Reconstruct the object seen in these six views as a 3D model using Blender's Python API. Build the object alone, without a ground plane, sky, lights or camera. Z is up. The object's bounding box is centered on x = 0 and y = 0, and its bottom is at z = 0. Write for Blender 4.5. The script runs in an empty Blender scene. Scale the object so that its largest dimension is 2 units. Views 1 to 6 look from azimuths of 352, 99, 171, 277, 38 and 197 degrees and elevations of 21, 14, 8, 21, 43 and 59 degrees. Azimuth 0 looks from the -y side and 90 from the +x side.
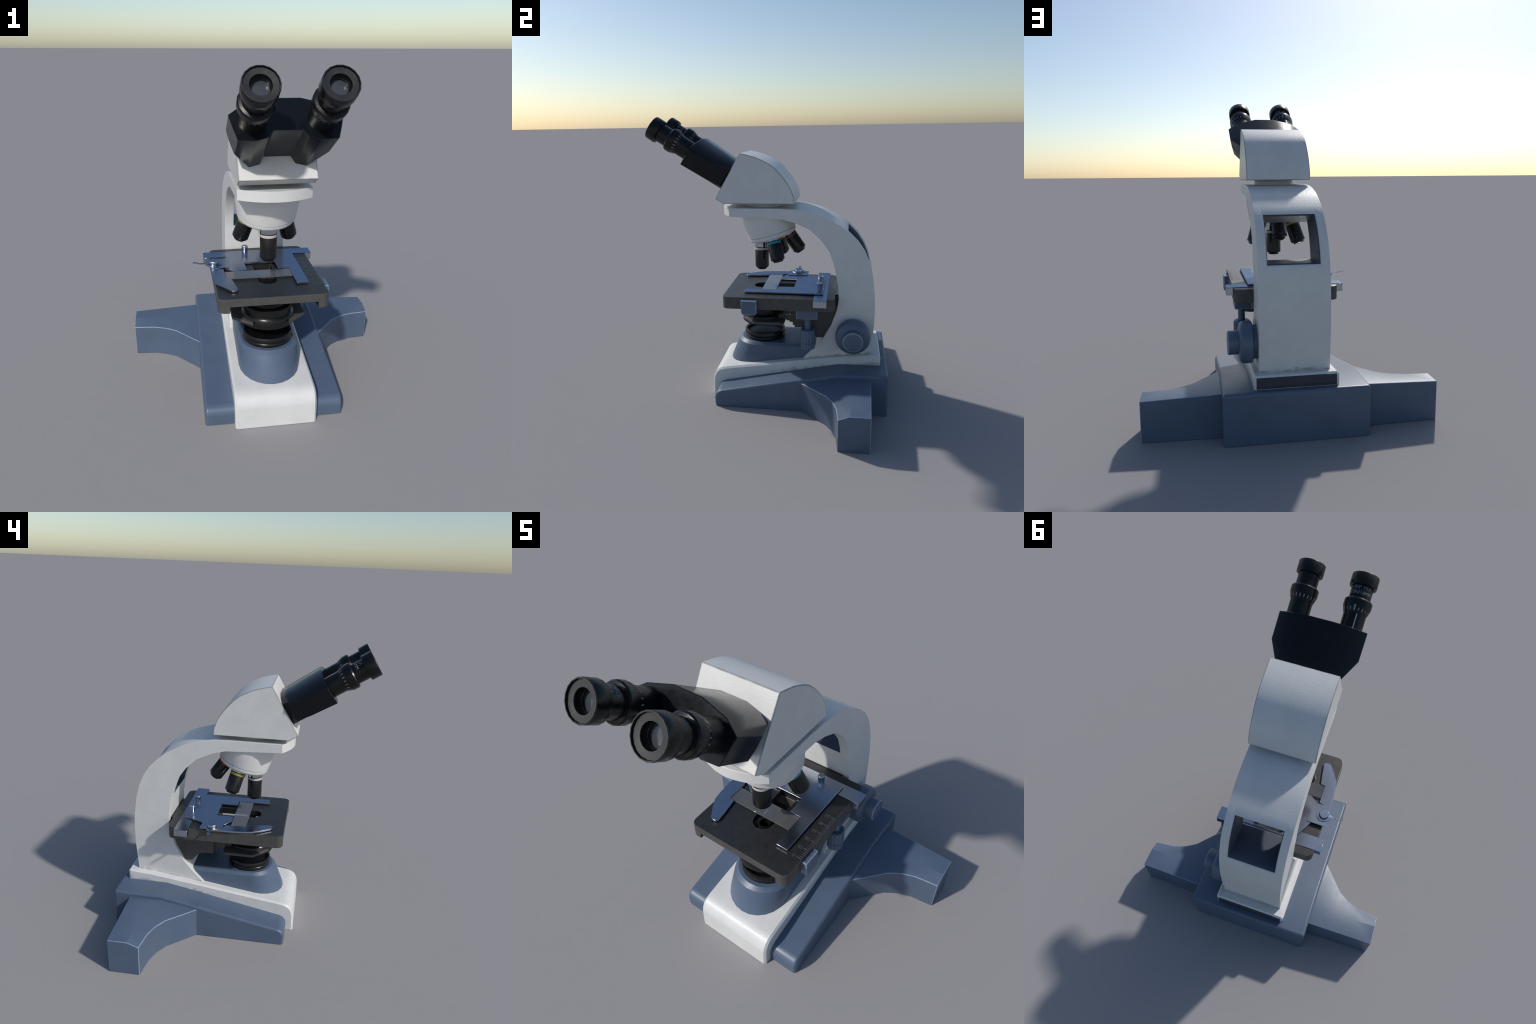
# Binocular compound microscope: blue base with two splayed feet, white cover, arm and head,
# black binocular tubes, nosepiece with four objectives, mechanical stage, condenser and lamp.
import bpy, bmesh, math
from math import sin, cos, pi, radians, sqrt
from mathutils import Vector, Matrix

# ----------------------------------------------------------------- materials
def new_mat(name):
    m = bpy.data.materials.new(name)
    m.use_nodes = True
    nt = m.node_tree
    return m, nt, nt.nodes["Principled BSDF"]

def node(nt, kind, **kw):
    n = nt.nodes.new(kind)
    for k, v in kw.items():
        setattr(n, k, v)
    return n

def coords(nt, scale=(1, 1, 1)):
    tc = node(nt, "ShaderNodeTexCoord")
    mp = node(nt, "ShaderNodeMapping")
    mp.inputs["Scale"].default_value = scale
    nt.links.new(tc.outputs["Object"], mp.inputs["Vector"])
    return mp.outputs["Vector"]

def noise(nt, vec, scale, detail=4.0, rough=0.55):
    n = node(nt, "ShaderNodeTexNoise")
    n.inputs["Scale"].default_value = scale
    n.inputs["Detail"].default_value = detail
    n.inputs["Roughness"].default_value = rough
    nt.links.new(vec, n.inputs["Vector"])
    return n.outputs["Fac"]

def ramp(nt, fac, stops):
    r = node(nt, "ShaderNodeValToRGB")
    el = r.color_ramp.elements
    while len(el) < len(stops):
        el.new(0.5)
    for e, (p, c) in zip(el, stops):
        e.position = p
        e.color = (c[0], c[1], c[2], 1) if not isinstance(c, float) else (c, c, c, 1)
    nt.links.new(fac, r.inputs["Fac"])
    return r.outputs["Color"]

def mix(nt, fac, a, b):
    m = node(nt, "ShaderNodeMix", data_type="RGBA")
    for sock, v in ((m.inputs[0], fac), (m.inputs[6], a), (m.inputs[7], b)):
        if hasattr(v, "is_linked"):
            nt.links.new(v, sock)
        else:
            sock.default_value = v if not isinstance(v, tuple) else (*v[:3], 1)
    return m.outputs[2]

def math_node(nt, op, a, b=None, clamp=False):
    m = node(nt, "ShaderNodeMath", operation=op, use_clamp=clamp)
    for i, v in enumerate((a, b)):
        if v is None:
            continue
        if hasattr(v, "is_linked"):
            nt.links.new(v, m.inputs[i])
        else:
            m.inputs[i].default_value = v
    return m.outputs[0]

def bump(nt, bsdf, height, strength, dist):
    b = node(nt, "ShaderNodeBump")
    b.inputs["Strength"].default_value = strength
    b.inputs["Distance"].default_value = dist
    nt.links.new(height, b.inputs["Height"])
    nt.links.new(b.outputs["Normal"], bsdf.inputs["Normal"])

def varied(name, col, rough, metal=0.0, vary=0.08, scale=14.0, rvary=0.06, coat=0.0,
           bump_scale=None, bump_str=0.1, bump_dist=0.001, spec=0.5, stretch=(1, 1, 1), edge_tint=None):
    """Principled surface whose colour and gloss wander a little with noise."""
    m, nt, b = new_mat(name)
    v = coords(nt, stretch)
    f = noise(nt, v, scale)
    dark = tuple(c * (1 - vary) for c in col)
    lite = tuple(min(1, c * (1 + vary)) for c in col)
    nt.links.new(ramp(nt, f, [(0.3, dark), (0.7, lite)]), b.inputs["Base Color"])
    r = ramp(nt, noise(nt, v, scale * 2.3), [(0.3, max(0.02, rough - rvary)), (0.7, min(1.0, rough + rvary))])
    nt.links.new(r, b.inputs["Roughness"])
    b.inputs["Metallic"].default_value = metal
    b.inputs["Specular IOR Level"].default_value = spec
    b.inputs["Coat Weight"].default_value = coat
    if edge_tint:
        b.inputs["Specular Tint"].default_value = (*edge_tint, 1)
    if bump_scale:
        bump(nt, b, noise(nt, v, bump_scale, 3.0), bump_str, bump_dist)
    return m

def grimy_white(name, grime_line):
    """White enamel with a pebbled grain; grime sits along the joint given by
    z = a + b*y (object space), broken up by noise."""
    m, nt, b = new_mat(name)
    v = coords(nt)
    base = ramp(nt, noise(nt, v, 9.0), [(0.3, (0.585, 0.585, 0.575)), (0.7, (0.635, 0.635, 0.625))])
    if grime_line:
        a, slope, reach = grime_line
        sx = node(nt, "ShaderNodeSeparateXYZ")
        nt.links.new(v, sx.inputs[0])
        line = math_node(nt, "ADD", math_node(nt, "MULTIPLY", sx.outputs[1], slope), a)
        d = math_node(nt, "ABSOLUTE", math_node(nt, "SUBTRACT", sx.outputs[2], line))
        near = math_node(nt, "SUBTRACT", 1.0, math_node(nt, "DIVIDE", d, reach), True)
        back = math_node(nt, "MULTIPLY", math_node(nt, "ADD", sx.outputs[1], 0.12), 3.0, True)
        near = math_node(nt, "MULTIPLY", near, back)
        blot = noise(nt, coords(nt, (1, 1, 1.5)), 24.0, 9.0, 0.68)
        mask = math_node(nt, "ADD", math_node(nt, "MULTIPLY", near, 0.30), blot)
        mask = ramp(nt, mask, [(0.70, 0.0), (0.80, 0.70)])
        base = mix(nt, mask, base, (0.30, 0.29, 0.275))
    nt.links.new(base, b.inputs["Base Color"])
    b.inputs["Roughness"].default_value = 0.42
    bump(nt, b, noise(nt, v, 105.0, 2.0, 0.5), 0.24, 0.003)
    return m

WHITE = grimy_white("white_enamel", None)
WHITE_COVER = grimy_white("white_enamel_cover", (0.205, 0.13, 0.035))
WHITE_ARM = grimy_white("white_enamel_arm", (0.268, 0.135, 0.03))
WHITE_EDGE = varied("enamel_edge_line", (0.31, 0.31, 0.30), 0.5, vary=0.25, scale=30)
WHITE_WORN = varied("enamel_worn_edge", (0.66, 0.66, 0.65), 0.4, vary=0.12, scale=40)
BLUE = varied("blue_enamel", (0.079, 0.113, 0.173), 0.42, vary=0.07, scale=6, rvary=0.025, bump_scale=160, bump_str=0.06)
BLUE_EDGE = varied("blue_enamel_worn_edge", (0.22, 0.29, 0.40), 0.4, vary=0.2, scale=40)
DARK_INSIDE = varied("dark_window_inside", (0.058, 0.074, 0.105), 0.5, vary=0.1)
DARK_NAVY = varied("dark_navy", (0.026, 0.033, 0.050), 0.55, vary=0.15, scale=40)
STAGE_BLACK = varied("black_anodised_metal", (0.013, 0.0128, 0.0125), 0.46, vary=0.22, scale=22, rvary=0.06, spec=0.75)
STAGE_SIDE = varied("grey_cast_metal", (0.062, 0.059, 0.057), 0.55, vary=0.16, scale=22, bump_scale=120, bump_str=0.12)
TUBE_BLACK = varied("black_satin_paint", (0.0038, 0.0054, 0.0075), 0.22, vary=0.12, scale=18, rvary=0.03, spec=0.30, bump_scale=90, bump_str=0.02)
RUBBER = varied("black_rubber", (0.0040, 0.0040, 0.0045), 0.30, vary=0.3, scale=30, spec=0.35)
CUP_FACE = varied("worn_rubber_face", (0.016, 0.016, 0.017), 0.42, vary=0.35, scale=20)
GLOSS_BLACK = varied("gloss_black_metal", (0.007, 0.007, 0.0075), 0.28, vary=0.15, scale=10, rvary=0.03, spec=0.38)
STEEL = varied("brushed_steel", (0.44, 0.475, 0.55), 0.24, metal=1.0, vary=0.05, scale=25, rvary=0.015, edge_tint=(0.25, 0.29, 0.38))  # base tinted blue for reflected sky; edge tint darkens low-angle glare
CHROME = varied("chrome", (0.55, 0.56, 0.60), 0.14, metal=1.0, vary=0.03, scale=25, rvary=0.03)
MARK = varied("pale_paint_mark", (0.20, 0.215, 0.23), 0.5, vary=0.2, scale=60)
MARK_DIM = varied("faded_paint_mark", (0.085, 0.092, 0.103), 0.5, vary=0.3, scale=60)
BAND = {c: varied(c + "_band_paint", v, 0.4, vary=0.06) for c, v in
        dict(white=(0.50, 0.46, 0.45), blue=(0.012, 0.20, 0.30), yellow=(0.29, 0.245, 0.02), red=(0.17, 0.014, 0.016)).items()}
GRAY_EDGE = varied("worn_black_edge", (0.10, 0.096, 0.093), 0.35, metal=0.5, vary=0.35, scale=35)

def glass_mat(name, tint, rough, trans):
    m, nt, b = new_mat(name)
    v = coords(nt)
    nt.links.new(ramp(nt, noise(nt, v, 5), [(0.3, tuple(c * 0.98 for c in tint)), (0.7, tint)]), b.inputs["Base Color"])
    b.inputs["Roughness"].default_value = rough
    b.inputs["Transmission Weight"].default_value = trans
    b.inputs["IOR"].default_value = 1.45
    return m
SLIDE_GLASS = glass_mat("slide_glass", (0.52, 0.535, 0.55), 0.0, 0.86)
LENS_GLASS = varied("coated_lens_glass", (0.045, 0.051, 0.061), 0.16, vary=0.06, coat=0.3)
LAMP_GLASS = varied("dark_lens_glass", (0.004, 0.004, 0.0045), 0.45, vary=0.1, spec=0.2)

# ----------------------------------------------------------------- geometry helpers
ROOT = bpy.data.objects.new("microscope", None)
bpy.context.scene.collection.objects.link(ROOT)
ROOT["label"] = "binocular laboratory microscope with white arm and blue base"
ROOT["category"] = "microscope"

def finish(bm, name, mats, parent=ROOT, bevel=0.0, segs=2, bevel_mat=None, sharp=38.0, cutters=(), limit=38.0, floor_free=False, after_cut=None):
    """bmesh -> object; booleans, then bevel, are applied; smooth by angle."""
    bmesh.ops.recalc_face_normals(bm, faces=bm.faces)
    if floor_free:      # bevel sharp edges, but none that rest on the ground
        lay = bm.edges.layers.float.new("bevel_weight_edge")
        for e in bm.edges:
            on_floor = all(v.co.z < 1e-4 for v in e.verts)
            e[lay] = 1.0 if (not on_floor and e.calc_face_angle(0) > radians(limit)) else 0.0
    me = bpy.data.meshes.new(name)
    bm.to_mesh(me)
    bm.free()
    ob = bpy.data.objects.new(name, me)
    bpy.context.scene.collection.objects.link(ob)
    for m in (mats if isinstance(mats, (list, tuple)) else [mats]):
        me.materials.append(m)
    for c in cutters:
        md = ob.modifiers.new("cut", "BOOLEAN")
        md.operation, md.object, md.solver = "DIFFERENCE", c, "EXACT"
        try:
            md.material_mode = "TRANSFER"
        except Exception:
            pass
    if after_cut:
        cut = bpy.data.meshes.new_from_object(ob.evaluated_get(bpy.context.evaluated_depsgraph_get()))
        ob.modifiers.clear()
        b2 = bmesh.new()
        b2.from_mesh(cut)
        after_cut(b2)
        b2.to_mesh(cut)
        b2.free()
        ob.data = cut
        bpy.data.meshes.remove(me)
        me = cut
    if bevel > 0:
        md = ob.modifiers.new("bevel", "BEVEL")
        md.width, md.segments, md.limit_method, md.angle_limit = bevel, segs, ("WEIGHT" if floor_free else "ANGLE"), radians(limit)
        md.use_clamp_overlap = True
        if bevel_mat is not None:
            me.materials.append(bevel_mat)
            md.material = len(me.materials) - 1
    if ob.modifiers:
        dg = bpy.context.evaluated_depsgraph_get()
        new = bpy.data.meshes.new_from_object(ob.evaluated_get(dg))
        ob.modifiers.clear()
        ob.data = new
        bpy.data.meshes.remove(me)
        new.name = name
        me = new
    for c in cutters:
        d = c.data
        bpy.data.objects.remove(c)
        bpy.data.meshes.remove(d)
    for p in me.polygons:
        p.use_smooth = True
    me.set_sharp_from_angle(angle=radians(sharp))
    if bevel > 0:       # keep broad flat faces flat: weight corner normals by face area
        md = ob.modifiers.new("normals", "WEIGHTED_NORMAL")
        md.keep_sharp, md.weight = True, 90
        new = bpy.data.meshes.new_from_object(ob.evaluated_get(bpy.context.evaluated_depsgraph_get()))
        ob.modifiers.clear()
        ob.data = new
        bpy.data.meshes.remove(me)
        new.name = name
    ob.parent = parent
    return ob

def loft(bm, sections, cap=True, closed=True, mat=0):
    rings = [[bm.verts.new(p) for p in s] for s in sections]
    n = len(rings[0])
    for a, b in zip(rings, rings[1:]):
        for i in range(n if closed else n - 1):
            j = (i + 1) % n
            f = bm.faces.new((a[i], a[j], b[j], b[i]))
            f.material_index = mat
    if cap:
        for r in (rings[0], rings[-1]):
            f = bm.faces.new(r)
            f.material_index = mat
    return rings

def prism_x(profile, x0, x1, bm=None):
    bm = bm or bmesh.new()
    loft(bm, [[(x, y, z) for y, z in profile] for x in (x0, x1)])
    return bm

def prism_z(outline, z0, z1, bm=None):
    bm = bm or bmesh.new()
    loft(bm, [[(x, y, z) for x, y in outline] for z in (z0, z1)])
    return bm

def box(x0, x1, y0, y1, z0, z1, bm=None):
    return prism_z([(x0, y0), (x1, y0), (x1, y1), (x0, y1)], z0, z1, bm)

def rounded_rect(x0, x1, y0, y1, r, n=5):
    pts = []
    for cx, cy, a0 in ((x1 - r, y1 - r, 0), (x0 + r, y1 - r, 90), (x0 + r, y0 + r, 180), (x1 - r, y0 + r, 270)):
        for k in range(n + 1):
            a = radians(a0 + 90 * k / n)
            pts.append((cx + r * cos(a), cy + r * sin(a)))
    return pts

def frame(axis, up=Vector((0, 0, 1))):
    w = Vector(axis).normalized()
    u = Vector(up)
    if abs(w.dot(u)) > 0.99:
        u = Vector((0, 1, 0))
    a = w.cross(u).normalized()
    return a, w.cross(a).normalized(), w

def lathe(profile, origin, axis, segs=18, bm=None, mats=None, phase=0.0):
    """Revolve (radius, height) pairs about an axis; mats gives one index per band."""
    bm = bm or bmesh.new()
    a, b, w = frame(axis)
    o = Vector(origin)
    rings = []
    for r, h in profile:
        if r < 1e-6:
            rings.append([bm.verts.new(o + w * h)])
        else:
            rings.append([bm.verts.new(o + w * h + (a * cos(2 * pi * k / segs + phase) + b * sin(2 * pi * k / segs + phase)) * r)
                          for k in range(segs)])
    for i, (p, q) in enumerate(zip(rings, rings[1:])):
        for k in range(segs):
            l = (k + 1) % segs
            if len(p) == 1 and len(q) == 1:
                continue
            if len(p) == 1:
                f = bm.faces.new((p[0], q[k], q[l]))
            elif len(q) == 1:
                f = bm.faces.new((p[k], p[l], q[0]))
            else:
                f = bm.faces.new((p[k], p[l], q[l], q[k]))
            f.material_index = mats[i] if mats else 0
    return bm

def text_mesh(body, size, name, mat, place, depth=0.0, parent=ROOT, kind=None):
    """Built-in font lettering, centred; place(u, v) maps flat letters to 3D."""
    cu = bpy.data.curves.new(name, "FONT")
    cu.body, cu.size, cu.align_x, cu.align_y = body, size, "CENTER", "CENTER"
    cu.resolution_u = 2
    ob = bpy.data.objects.new(name, cu)
    bpy.context.scene.collection.objects.link(ob)
    me = bpy.data.meshes.new_from_object(ob.evaluated_get(bpy.context.evaluated_depsgraph_get()))
    bpy.data.objects.remove(ob)
    bpy.data.curves.remove(cu)
    bm = bmesh.new()
    bm.from_mesh(me)
    bpy.data.meshes.remove(me)
    bmesh.ops.subdivide_edges(bm, edges=[e for e in bm.edges if e.calc_length() > size * 0.3], cuts=2)
    for v in bm.verts:
        v.co = place(v.co.x, v.co.y)
    me = bpy.data.meshes.new(name)
    bm.to_mesh(me)
    bm.free()
    me.materials.append(mat)
    ob = bpy.data.objects.new(name, me)
    bpy.context.scene.collection.objects.link(ob)
    ob.parent = parent
    if kind:
        ob["kind"] = kind
    return ob

# ----------------------------------------------------------------- base and feet
base_profile = [(-0.363, 0), (-0.366, 0.060), (-0.359, 0.086), (-0.344, 0.106), (-0.316, 0.118),
                (0.50, 0.287), (0.836, 0.2915), (0.836, 0)]
base = finish(prism_x(base_profile, -0.411, 0.411), "base", BLUE, bevel=0.018, segs=3, floor_free=True)

# each foot: front edge sweeps outward in a curve; the top has a ridge running along it
foot_front = [(0.400, 0.238), (0.414, 0.250), (0.465, 0.308), (0.522, 0.373), (0.562, 0.420), (0.635, 0.467), (0.718, 0.496), (0.8545, 0.510)]
foot_ridge = [0.495, 0.503, 0.540, 0.562, 0.575, 0.589, 0.592, 0.584]
def foot(side):
    bm = bmesh.new()
    secs = []
    for (x, y), yr in zip(foot_front, foot_ridge):
        t = (x - 0.40) / 0.452
        zr, zb = 0.256 - 0.018 * t, 0.255 - 0.018 * t
        yb = 0.722 - 0.012 * t
        secs.append([(side * x, y, 0), (side * x, y, 0.209), (side * x, yr, zr), (side * x, yb, zb), (side * x, yb, 0)])
    loft(bm, secs)
    return finish(bm, "foot", BLUE, parent=base, bevel=0.0035, segs=2, bevel_mat=BLUE_EDGE, sharp=20, limit=24, floor_free=True)
foot(1); foot(-1)

# ----------------------------------------------------------------- white cover over the base
cover_profile = [(-0.418, 0.0), (-0.415, 0.122), (-0.408, 0.153), (-0.393, 0.182), (-0.368, 0.203), (-0.336, 0.213),
                 (-0.29, 0.221), (0.24, 0.298), (0.60, 0.350), (0.789, 0.3665), (0.789, 0.24), (0.50, 0.20), (-0.28, 0.06), (-0.28, 0.0)]
cover = finish(prism_x(cover_profile, -0.240, 0.240), "base_cover", WHITE_COVER, bevel=0.012, segs=1, sharp=30, floor_free=True)
finish(box(-0.224, 0.224, 0.780, 0.7915, 0.2935, 0.3565), "dark_rear_face", DARK_NAVY, parent=cover, bevel=0.001, segs=1)

# ----------------------------------------------------------------- lamp housing and lamp
def stadium(w, yf, yr, r, n=12):
    """Plan outline: straight sides, rounded front, square rear."""
    pts = [(w, yr)]
    for k in range(n + 1):
        a = radians(180 * k / n)
        pts.append((w * cos(a), yf + r - r * sin(a)))
    pts.append((-w, yr))
    return pts
bm = bmesh.new()
loft(bm, [[(x, y, z) for x, y in stadium(w, yf, yr, r)] for w, yf, yr, r, z in
          ((0.189, -0.322, 0.40, 0.189, 0.19), (0.187, -0.314, 0.40, 0.187, 0.225), (0.178, -0.254, 0.40, 0.170, 0.374),
           (0.162, -0.229, 0.40, 0.153, 0.394))])
housing = finish(bm, "lamp_housing", BLUE, sharp=24)
lamp_c = (0, -0.058, 0)
lamp = finish(lathe([(0.145, 0.385), (0.145, 0.397), (0.151, 0.402), (0.151, 0.415), (0.145, 0.420), (0.146, 0.423), (0.152, 0.427),
                     (0.152, 0.443), (0.147, 0.453), (0.138, 0.454), (0.132, 0.444), (0.128, 0.425)], lamp_c, (0, 0, 1), 20),
              "lamp_collar", GLOSS_BLACK, parent=housing, sharp=50)
finish(lathe([(0.130, 0.428), (0.130, 0.431), (0.10, 0.434), (0.05, 0.436), (0, 0.437)], lamp_c, (0, 0, 1), 20),
       "lamp_lens", LAMP_GLASS, parent=housing, sharp=50)

# ----------------------------------------------------------------- arm
arm_outer = [(-0.262, 1.383), (0.08, 1.383), (0.185, 1.378), (0.255, 1.366), (0.31, 1.353), (0.365, 1.337), (0.418, 1.314), (0.50, 1.268), (0.557, 1.224), (0.618, 1.163),
             (0.664, 1.095), (0.696, 1.020), (0.722, 0.92), (0.737, 0.80), (0.742, 0.70), (0.739, 0.573), (0.719, 0.335)]
arm_inner = [(0.225, 0.278), (0.313, 0.366), (0.390, 0.457), (0.447, 0.56), (0.484, 0.67), (0.495, 0.75), (0.492, 0.83),
             (0.478, 0.92), (0.460, 1.0), (0.429, 1.087), (0.374, 1.167), (0.295, 1.242), (0.195, 1.287), (0.105, 1.312), (-0.262, 1.329)]
prof = arm_outer + arm_inner
def grow_outline(pts, d):
    """Push a closed outline outward along its corner normals."""
    area = sum(p[0] * q[1] - q[0] * p[1] for p, q in zip(pts, pts[1:] + pts[:1]))
    sgn = 1 if area > 0 else -1
    out = []
    n = len(pts)
    for i in range(n):
        p, q, r = Vector(pts[i - 1]), Vector(pts[i]), Vector(pts[(i + 1) % n])
        n1 = Vector(((q - p).y, -(q - p).x)).normalized() * sgn
        n2 = Vector(((r - q).y, -(r - q).x)).normalized() * sgn
        m = (n1 + n2).normalized()
        out.append(tuple(q + m * min(d / max(m.dot(n1), 0.3), 2 * d)))
    return out
prof = grow_outline(arm_outer + arm_inner, 0.0008)[:len(arm_outer)] + grow_outline(arm_outer + arm_inner, 0.003)[len(arm_outer):]
bm = bmesh.new()
secs = []
for x in (-0.201, -0.155, -0.105, -0.05, 0.0, 0.05, 0.105, 0.155, 0.201):
    yf = -0.339 + 0.074 * (abs(x) / 0.201) ** 2
    s = [(x, y, z) for y, z in prof]
    s[0] = (x, yf, 1.384)
    s[-1] = (x, yf, 1.326)
    secs.append(s)
loft(bm, secs)
# handle opening: a rounded window that flares out at the rear
back = sorted([p for p in prof[:len(arm_outer)] if p[0] > 0.4], key=lambda p: p[1])
def back_y(z):
    """How far back the arm's rear surface lies at height z."""
    for (y0, z0), (y1, z1) in zip(back, back[1:]):
        if z0 <= z <= z1:
            return y0 + (y1 - y0) * (z - z0) / (z1 - z0)
    return back[-1][0]
def window_loop(depth, half, spread, n=8):
    """Outline of the opening at a given depth below the arm's rear surface."""
    side = []
    for k in range(n + 1):
        v = k / n
        z = 0.966 - spread + v * (1.219 - 0.966 + 2 * spread)
        d = (Vector((-0.252, -0.014)).normalized() * (1 - v) + Vector((-0.190, -0.055)).normalized() * v).normalized()
        p = Vector((back_y(z), z)) + d * depth
        side.append(p)
    return [(half, p.x, p.y) for p in side] + [(-half, p.x, p.y) for p in reversed(side)]
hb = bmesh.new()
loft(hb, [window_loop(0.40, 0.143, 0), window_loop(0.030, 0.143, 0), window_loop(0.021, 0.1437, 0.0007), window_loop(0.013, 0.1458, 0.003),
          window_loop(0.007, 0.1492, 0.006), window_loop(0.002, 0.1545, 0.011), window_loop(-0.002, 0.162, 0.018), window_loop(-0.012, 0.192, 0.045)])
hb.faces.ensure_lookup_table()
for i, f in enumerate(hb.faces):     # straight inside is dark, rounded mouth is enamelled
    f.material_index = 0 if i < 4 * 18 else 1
cutter = finish(hb, "handle_cutter", [DARK_INSIDE, WHITE_ARM])
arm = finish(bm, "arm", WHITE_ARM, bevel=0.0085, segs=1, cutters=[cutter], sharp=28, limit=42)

# ----------------------------------------------------------------- head and neck
neck = finish(lathe([(0.129, 1.375), (0.129, 1.416)], (0, -0.045, 0), (0, 0, 1), 28), "neck_ring", WHITE)
head_profile = [(-0.362, 1.449), (-0.303, 1.4145), (0.187, 1.4145), (0.184, 1.460), (0.168, 1.503), (0.147, 1.545), (0.119, 1.585), (0.087, 1.622), (0.055, 1.655),
                (0.019, 1.684), (-0.028, 1.709), (-0.076, 1.730), (-0.130, 1.745), (-0.181, 1.757)]
head = finish(prism_x(head_profile, -0.203, 0.203), "head", WHITE, bevel=0.005, segs=2, bevel_mat=WHITE_EDGE)
neck.parent = head

# ----------------------------------------------------------------- binocular body and eyepieces
AX = Vector((0, -cos(radians(30)), 0.5))           # viewing axis of the tubes
UP = Vector((0, 0.5, cos(radians(30))))
O = Vector((0, -0.27, 1.603))                       # middle of the head's front face
def on_tube(x, s, t):
    return O + Vector((x, 0, 0)) + AX * s + UP * t
half_front = [(0.068, -0.043), (0.090, -0.076), (0.145, -0.092), (0.230, -0.086), (0.250, -0.020), (0.264, 0.036), (0.198, 0.083), (0.071, 0.117)]
half_mid = [(0.068, -0.049), (0.090, -0.086), (0.146, -0.100), (0.230, -0.086), (0.250, -0.020), (0.262, 0.034), (0.186, 0.078), (0.070, 0.106)]
half_back = [(0.068, -0.056), (0.090, -0.095), (0.147, -0.110), (0.165, -0.087), (0.172, -0.020), (0.190, 0.052), (0.140, 0.077), (0.068, 0.096)]
def ring_section(half, s, tilt=0.0):
    full = half + [(-x, t) for x, t in reversed(half)]
    return [on_tube(x, s - tilt * (t + 0.085), t) for x, t in full]
bm = bmesh.new()
loft(bm, [ring_section(half_back, -0.006), ring_section(half_mid, 0.135), ring_section(half_front, 0.316, 0.10)])
tubes = finish(bm, "binocular_body", TUBE_BLACK, bevel=0.003, segs=1, sharp=30, limit=28)

EA = (AX * cos(radians(2.7)) + UP * sin(radians(2.7)))
EU = (UP * cos(radians(2.7)) - AX * sin(radians(2.7)))
def eyepiece(x):
    c = on_tube(x, 0, 0.011) - EA * 0.35 + AX * 0.35
    ep = finish(lathe([(0.067, 0.26), (0.067, 0.390), (0.069, 0.396), (0.083, 0.436), (0.083, 0.468), (0.077, 0.476), (0.064, 0.479),
                       (0.064, 0.553), (0.070, 0.555)], c, EA, 18), "eyepiece", RUBBER, sharp=35)
    finish(lathe([(0.066, 0.551), (0.079, 0.553), (0.081, 0.558), (0.081, 0.616), (0.0785, 0.6205), (0.075, 0.6205), (0.073, 0.611), (0.047, 0.609), (0.044, 0.604),
                  (0.044, 0.580), (0.0415, 0.578), (0.0415, 0.560)], c, EA, 18, mats=[0, 0, 0, 1, 1, 0, 1, 0, 0, 0, 0]), "eyecup", [RUBBER, CUP_FACE], parent=ep, sharp=35)
    finish(lathe([(0.042, 0.568), (0.042, 0.570), (0.02, 0.572), (0, 0.5725)], c, EA, 18), "eye_lens", LENS_GLASS, parent=ep, sharp=40)
    # setting marks around the tapered ring
    bm = bmesh.new()
    side = Vector((1, 0, 0))
    for k in range(20):
        a = radians(18 * k + 4)
        tall = (k == 0 and x < 0)
        for h in ((0.017, 0.0028) if not tall else (0.030, 0.005),):
            pts = []
            for du, s in ((-h[1], 0.402), (h[1], 0.402), (h[1], 0.402 + h[0]), (-h[1], 0.402 + h[0])):
                r = 0.069 + (s - 0.396) / 0.040 * 0.014 + 0.0010 if s < 0.436 else 0.0838
                d = side * sin(a + du / 0.07) + EU * cos(a + du / 0.07)
                pts.append(c + EA * s + d * r)
            bm.faces.new([bm.verts.new(p) for p in pts])
    if x < 0:   # index line on the tube and its lettering
        a = radians(-14)
        pts = []
        for du, s in ((-0.0028, 0.300), (0.0028, 0.300), (0.0028, 0.391), (-0.0028, 0.391)):
            d = side * sin(a + du / 0.06) + EU * cos(a + du / 0.06)
            pts.append(c + EA * s + d * 0.0678)
        bm.faces.new([bm.verts.new(p) for p in pts])
        for body, s in (("WF 10X", 0.535), ("DIN/18MM", 0.507)):
            def place(u, v, s=s):
                a = -u / 0.0645 + radians(-4)
                return c + EA * (s + v) + (side * sin(a) + EU * cos(a)) * 0.0650
            text_mesh(body, 0.031 if s > 0.52 else 0.029, "lettering", MARK, place, parent=ep, kind="stuff")
    marks = finish(bm, "setting_marks", MARK, parent=ep)
    marks["kind"] = "stuff"
    return ep
eyepiece(0.160); eyepiece(-0.160)

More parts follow.
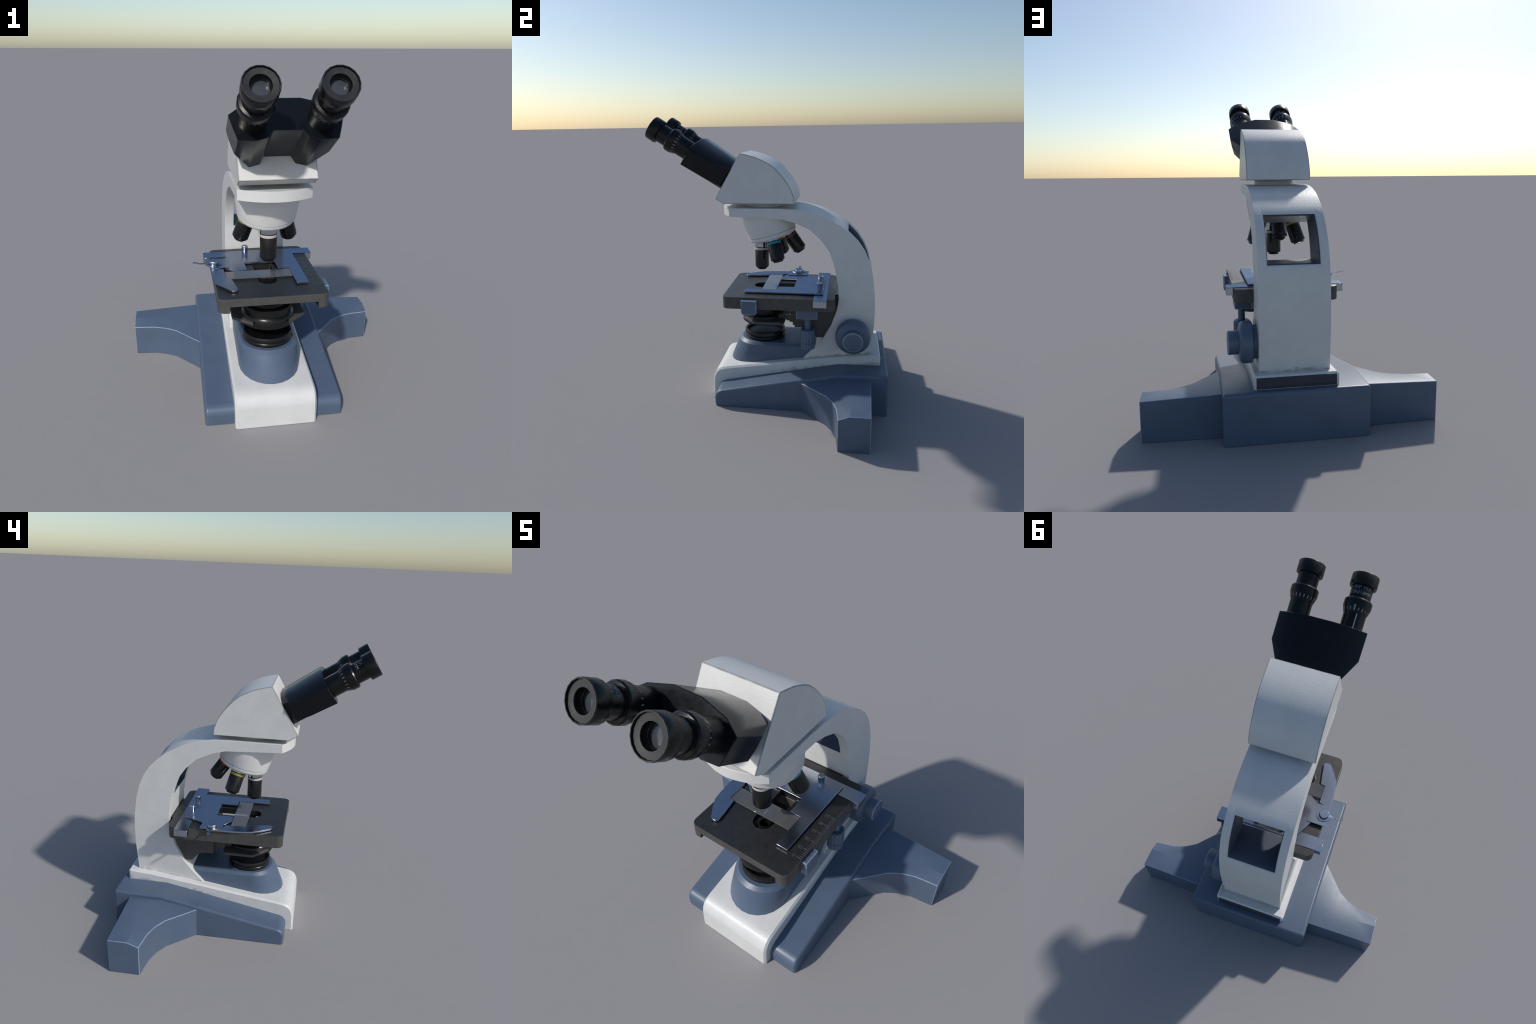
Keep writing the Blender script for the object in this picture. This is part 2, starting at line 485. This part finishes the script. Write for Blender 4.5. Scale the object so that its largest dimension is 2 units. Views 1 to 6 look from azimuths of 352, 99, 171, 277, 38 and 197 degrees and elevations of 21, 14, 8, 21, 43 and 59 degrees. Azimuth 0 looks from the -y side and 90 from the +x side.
# ----------------------------------------------------------------- nosepiece and objectives
tilt = radians(16.6)
NA = Vector((0, sin(tilt), -cos(tilt)))             # turret axis, down and back
NC = Vector((0, 0.004, 1.187))
ea, eb, _ = frame(NA)
def circle(cn, r, a, b, n=24):
    return [Vector(cn) + (a * cos(2 * pi * k / n) + b * sin(2 * pi * k / n)) * r for k in range(n)]
bm = bmesh.new()
ga, gb = ea, ea.cross(Vector((0, 0, -1))) * -1
top = circle((0, -0.030, 1.335), 0.190, ea, Vector((0, eb.y, 0)).normalized())
midc = circle((0, -0.012, 1.255), 0.186, ea, (eb + Vector((0, eb.y, 0)).normalized()).normalized())
low = circle(NC, 0.175, ea, eb)
loft(bm, [top, midc, low])
nose = finish(bm, "nosepiece", WHITE, sharp=40)
turret = finish(lathe([(0.167, -0.006), (0.167, 0.002), (0.173, 0.004), (0.174, 0.018), (0.168, 0.029), (0.152, 0.038), (0.0, 0.040)], NC, NA, 24),
                "turret_ring", WHITE, parent=nose, sharp=40)

def objective(ring_at, direction, body_len, band):
    d = Vector(direction).normalized()
    o = Vector(ring_at)
    L = body_len
    ob = finish(lathe([(0.0485, -0.014), (0.0497, -0.012), (0.0497, L), (0.046, L + 0.005), (0.036, L + 0.010), (0.035, L + 0.018), (0.030, L + 0.0205),
                       (0.021, L + 0.0205), (0.019, L + 0.016), (0.0, L + 0.016)], o, d, 18), "objective", GLOSS_BLACK, sharp=35)
    finish(lathe([(0.046, -0.085), (0.046, -0.042), (0.0495, -0.041), (0.0495, -0.014)], o, d, 18), "mount_collar", CHROME, parent=ob)
    finish(lathe([(0.0503, -0.008), (0.0503, 0.008)], o, d, 18), "colour_band", BAND[band], parent=ob)
    return ob
objective((0, -0.0735, 1.065), (0, 0, -1), 0.135, "white")
objective((0.113, 0.033, 1.125), (0.285, 0.262, -0.92), 0.117, "blue")
objective((-0.113, 0.033, 1.125), (-0.285, 0.262, -0.92), 0.117, "yellow")
objective((0, 0.137, 1.162), (0, 0.567, -0.824), 0.117, "red")

# ----------------------------------------------------------------- stage
ST = 0.783                                           # stage top height
bm = prism_z(rounded_rect(-0.315, 0.315, -0.311, 0.470, 0.042, 5), 0.697, ST)
pocket = finish(prism_z(rounded_rect(-0.250, 0.250, -0.60, 0.405, 0.01, 2), 0.60, 0.735), "pocket_cutter", STAGE_BLACK)
slot = [(0.058 * cos(radians(a)), -0.073 + 0.058 * sin(radians(a))) for a in range(180, 361, 15)] + [(0.058, 0.19), (-0.058, 0.19)]
bm.faces.ensure_lookup_table()
for f in bm.faces:
    if all(abs(v.co.z - ST) < 1e-6 for v in f.verts):
        f.material_index = 1
slot_c = finish(prism_z(slot, 0.70, 0.85), "slot_cutter", STAGE_BLACK)
stage = finish(bm, "stage", [STAGE_SIDE, STAGE_BLACK], bevel=0.0035, segs=2, cutters=[pocket, slot_c], sharp=40, limit=50, bevel_mat=GRAY_EDGE)

# engraved scale along the right edge, numbers read from the rear
bm = bmesh.new()
for i in range(26):
    y = -0.168 + 0.013 * i
    major = i % 5 == 0
    x0, hw = (0.283, 0.0024) if major else (0.295, 0.0016)
    bm.faces.new([bm.verts.new((x, yy, ST + 0.0008)) for x, yy in ((x0, y - hw), (0.311, y - hw), (0.311, y + hw), (x0, y + hw))])
marks = finish(bm, "scale_marks", MARK_DIM, parent=stage)
marks["kind"] = "stuff"
for i in range(6):
    yc = -0.168 + 0.065 * i
    text_mesh(str(10 * i), 0.030, "scale_number", MARK_DIM, lambda u, v, yc=yc: Vector((0.263 - u, yc - v, ST + 0.0008)), parent=stage)

# side slider with a ridged top
tab = finish(prism_x([(-0.160, 0.664), (-0.076, 0.664), (-0.062, 0.680), (-0.062, 0.768), (-0.172, 0.768), (-0.172, 0.680)], 0.312, 0.346),
             "stage_slider", BLUE, parent=stage, bevel=0.006, segs=2, bevel_mat=BLUE_EDGE)
bm = bmesh.new()
for k in range(9):
    y = -0.158 + k * 0.0103
    box(0.3155, 0.326, y, y + 0.004, 0.764, 0.7695, bm)
finish(bm, "slider_ridges", DARK_NAVY, parent=tab)["kind"] = "stuff"

# ----------------------------------------------------------------- mechanical slide holder
bm = box(-0.357, 0.357, 0.3245, 0.4155, 0.7842, 0.7862)
bm = prism_x([(0.3245, 0.7835), (0.4155, 0.7835), (0.4155, 0.7865), (0.3245, 0.7865)], -0.357, 0.357)
cross = finish(bm, "cross_bar", STEEL, bevel=0.0008, segs=1)
for sx in (-1, 1):
    finish(box(*sorted((sx * 0.3165, sx * 0.3565)), 0.3245, 0.4155, 0.738, 0.783), "bar_end", STEEL, parent=cross, bevel=0.0012, segs=1)
holder_outline = [(0.226, -0.170), (0.224, 0.386), (-0.165, 0.386), (-0.195, 0.330), (-0.236, 0.248), (-0.240, 0.093), (-0.184, 0.053),
                  (-0.109, 0.054), (-0.109, 0.171), (0.083, 0.171), (0.086, 0.055), (0.153, 0.055), (0.155, -0.170)]
holder = finish(prism_z(holder_outline, 0.7885, 0.7985), "slide_holder", STEEL, bevel=0.0012, segs=1)
for x in (0.097, -0.084):
    finish(lathe([(0.0185, 0.795), (0.0185, 0.826), (0.0197, 0.828), (0.0197, 0.843), (0.0175, 0.846), (0.0, 0.8465)], (x, 0.354, 0), (0, 0, 1), 16),
           "holder_pin", STEEL, parent=holder)
clip_outline = [(-0.202, -0.231), (-0.191, -0.219), (-0.203, -0.140), (-0.217, -0.055), (-0.248, -0.050), (-0.249, 0.086), (-0.282, 0.094), (-0.282, 0.20), (-0.330, 0.20),
                (-0.328, 0.02), (-0.322, -0.050), (-0.313, -0.106), (-0.280, -0.165), (-0.240, -0.224), (-0.222, -0.233)]
clip = finish(prism_z(clip_outline, 0.7885, 0.8), "slide_clip", STEEL, bevel=0.0012, segs=1)
finish(prism_z([(-0.212, 0.096), (-0.212, 0.243), (-0.332, 0.246), (-0.332, 0.096)], 0.7995, 0.8045), "clip_plate", STEEL, parent=clip, bevel=0.001, segs=1)
finish(lathe([(0.050, 0.800), (0.050, 0.809), (0.048, 0.811), (0, 0.811)], (-0.304, 0.166, 0), (0, 0, 1), 18), "clip_washer", STEEL, parent=clip)
finish(lathe([(0.0315, 0.808), (0.0325, 0.824), (0.030, 0.8275), (0, 0.8275)], (-0.304, 0.166, 0), (0, 0, 1), 16), "clip_knob", STEEL, parent=clip, sharp=45)
lever_path = [(-0.33, 0.8125), (-0.36, 0.809), (-0.385, 0.8085), (-0.400, 0.812), (-0.413, 0.8175), (-0.432, 0.8175)]
bm = bmesh.new()
loft(bm, [[(x, 0.158 - 0.0 , z + 0.0015), (x, 0.176, z + 0.0015), (x, 0.176, z - 0.0015), (x, 0.158, z - 0.0015)] for x, z in lever_path])
finish(bm, "clip_lever", STEEL, parent=clip, sharp=25)

slide = finish(box(-0.247, 0.1525, -0.0535, 0.0495, 0.7885, 0.7950), "glass_slide", SLIDE_GLASS, bevel=0.0005, segs=1)

# ----------------------------------------------------------------- bracket, condenser, stage drive
bracket_profile = [(0.181, 0.7345), (0.181, 0.522), (0.245, 0.522), (0.270, 0.517), (0.295, 0.503), (0.318, 0.478), (0.338, 0.452),
                   (0.410, 0.452), (0.470, 0.50), (0.52, 0.62), (0.52, 0.697), (0.40, 0.697), (0.40, 0.7345)]
bracket = finish(prism_x(bracket_profile, -0.170, 0.170), "stage_bracket", STAGE_SIDE, bevel=0.003, segs=1)
finish(box(-0.16, 0.16, 0.46, 0.53, 0.69, 0.775), "stage_mount", GLOSS_BLACK, parent=bracket)
finish(prism_x([(0.060, 0.600), (0.060, 0.574), (0.118, 0.566), (0.118, 0.556), (0.141, 0.556), (0.141, 0.546), (0.164, 0.546), (0.164, 0.523), (0.183, 0.523), (0.183, 0.66), (0.150, 0.66), (0.150, 0.600)],
               -0.127, 0.127), "condenser_carrier", STAGE_SIDE, parent=bracket)

CC = (0, -0.060, 0)
cond = finish(lathe([(0.0, 0.534), (0.110, 0.534), (0.135, 0.521), (0.156, 0.521), (0.164, 0.527), (0.164, 0.574), (0.156, 0.588), (0.146, 0.596), (0.146, 0.636),
                     (0.137, 0.642), (0.122, 0.644), (0.122, 0.664), (0.116, 0.669), (0.046, 0.670), (0.037, 0.676), (0.037, 0.752), (0.034, 0.756), (0.029, 0.756),
                     (0.028, 0.752), (0.028, 0.66), (0.0, 0.66)], CC, (0, 0, 1), 22),
              "condenser", GLOSS_BLACK, sharp=40)
plate = [(0.221, 0.092), (0.185, 0.110), (-0.185, 0.110), (-0.221, 0.092), (-0.221, -0.106), (-0.107, -0.206), (-0.107, -0.150), (0.107, -0.150), (0.107, -0.206), (0.221, -0.106)]
finish(prism_z(plate, 0.552, 0.571), "filter_plate", STAGE_SIDE, parent=cond, bevel=0.002, segs=1)

drive_c = (0.258, 0.283, 0)
drive = finish(lathe([(0.0215, 0.500), (0.0215, 0.650)], drive_c, (0, 0, 1), 14), "drive_shaft", BLUE)
finish(box(0.203, 0.304, 0.206, 0.352, 0.634, 0.700), "drive_plate", BLUE, parent=drive, bevel=0.004, segs=1, bevel_mat=BLUE_EDGE)
def ribbed_knob(z0, z1, r, ribs=14):
    """Knurled knob: raised ribs between shallow grooves."""
    n = ribs * 4
    def ring(rad, groove, z):
        pts = []
        for k in range(n):
            a = 2 * pi * k / n
            rr = rad - (groove if k % 4 == 0 else 0)
            pts.append((drive_c[0] + rr * cos(a), drive_c[1] + rr * sin(a), z))
        return pts
    bm = bmesh.new()
    loft(bm, [ring(r - 0.008, 0, z0), ring(r, 0.0, z0 + 0.005), ring(r, 0.004, z0 + 0.008), ring(r, 0.004, z1 - 0.010), ring(r, 0.0, z1 - 0.007), ring(r - 0.009, 0, z1)])
    return finish(bm, "drive_knob", BLUE, parent=drive, bevel=0.0012, segs=1, bevel_mat=BLUE_EDGE, sharp=30, limit=60)
ribbed_knob(0.459, 0.551, 0.0505)
ribbed_knob(0.407, 0.455, 0.0495)
finish(lathe([(0.044, 0.45), (0.044, 0.465)], drive_c, (0, 0, 1), 18), "knob_spacer", BLUE, parent=drive)

# ----------------------------------------------------------------- focus knob on the right side
FK = (0, 0.595, 0.504)
fk = finish(lathe([(0.098, 0.190), (0.098, 0.224), (0.110, 0.2245), (0.1205, 0.231), (0.1205, 0.278), (0.1165, 0.287), (0.109, 0.297), (0.074, 0.307), (0.0, 0.308)], FK, (1, 0, 0), 18, phase=radians(10)),
            "focus_knob", BLUE, sharp=45)
finish(lathe([(0.069, 0.300), (0.069, 0.361), (0.067, 0.3655), (0.0635, 0.3668), (0.0, 0.3668)], FK, (1, 0, 0), 18, mats=[0, 1, 1, 0]),
       "fine_focus_knob", [BLUE, BLUE_EDGE], parent=fk, sharp=45)
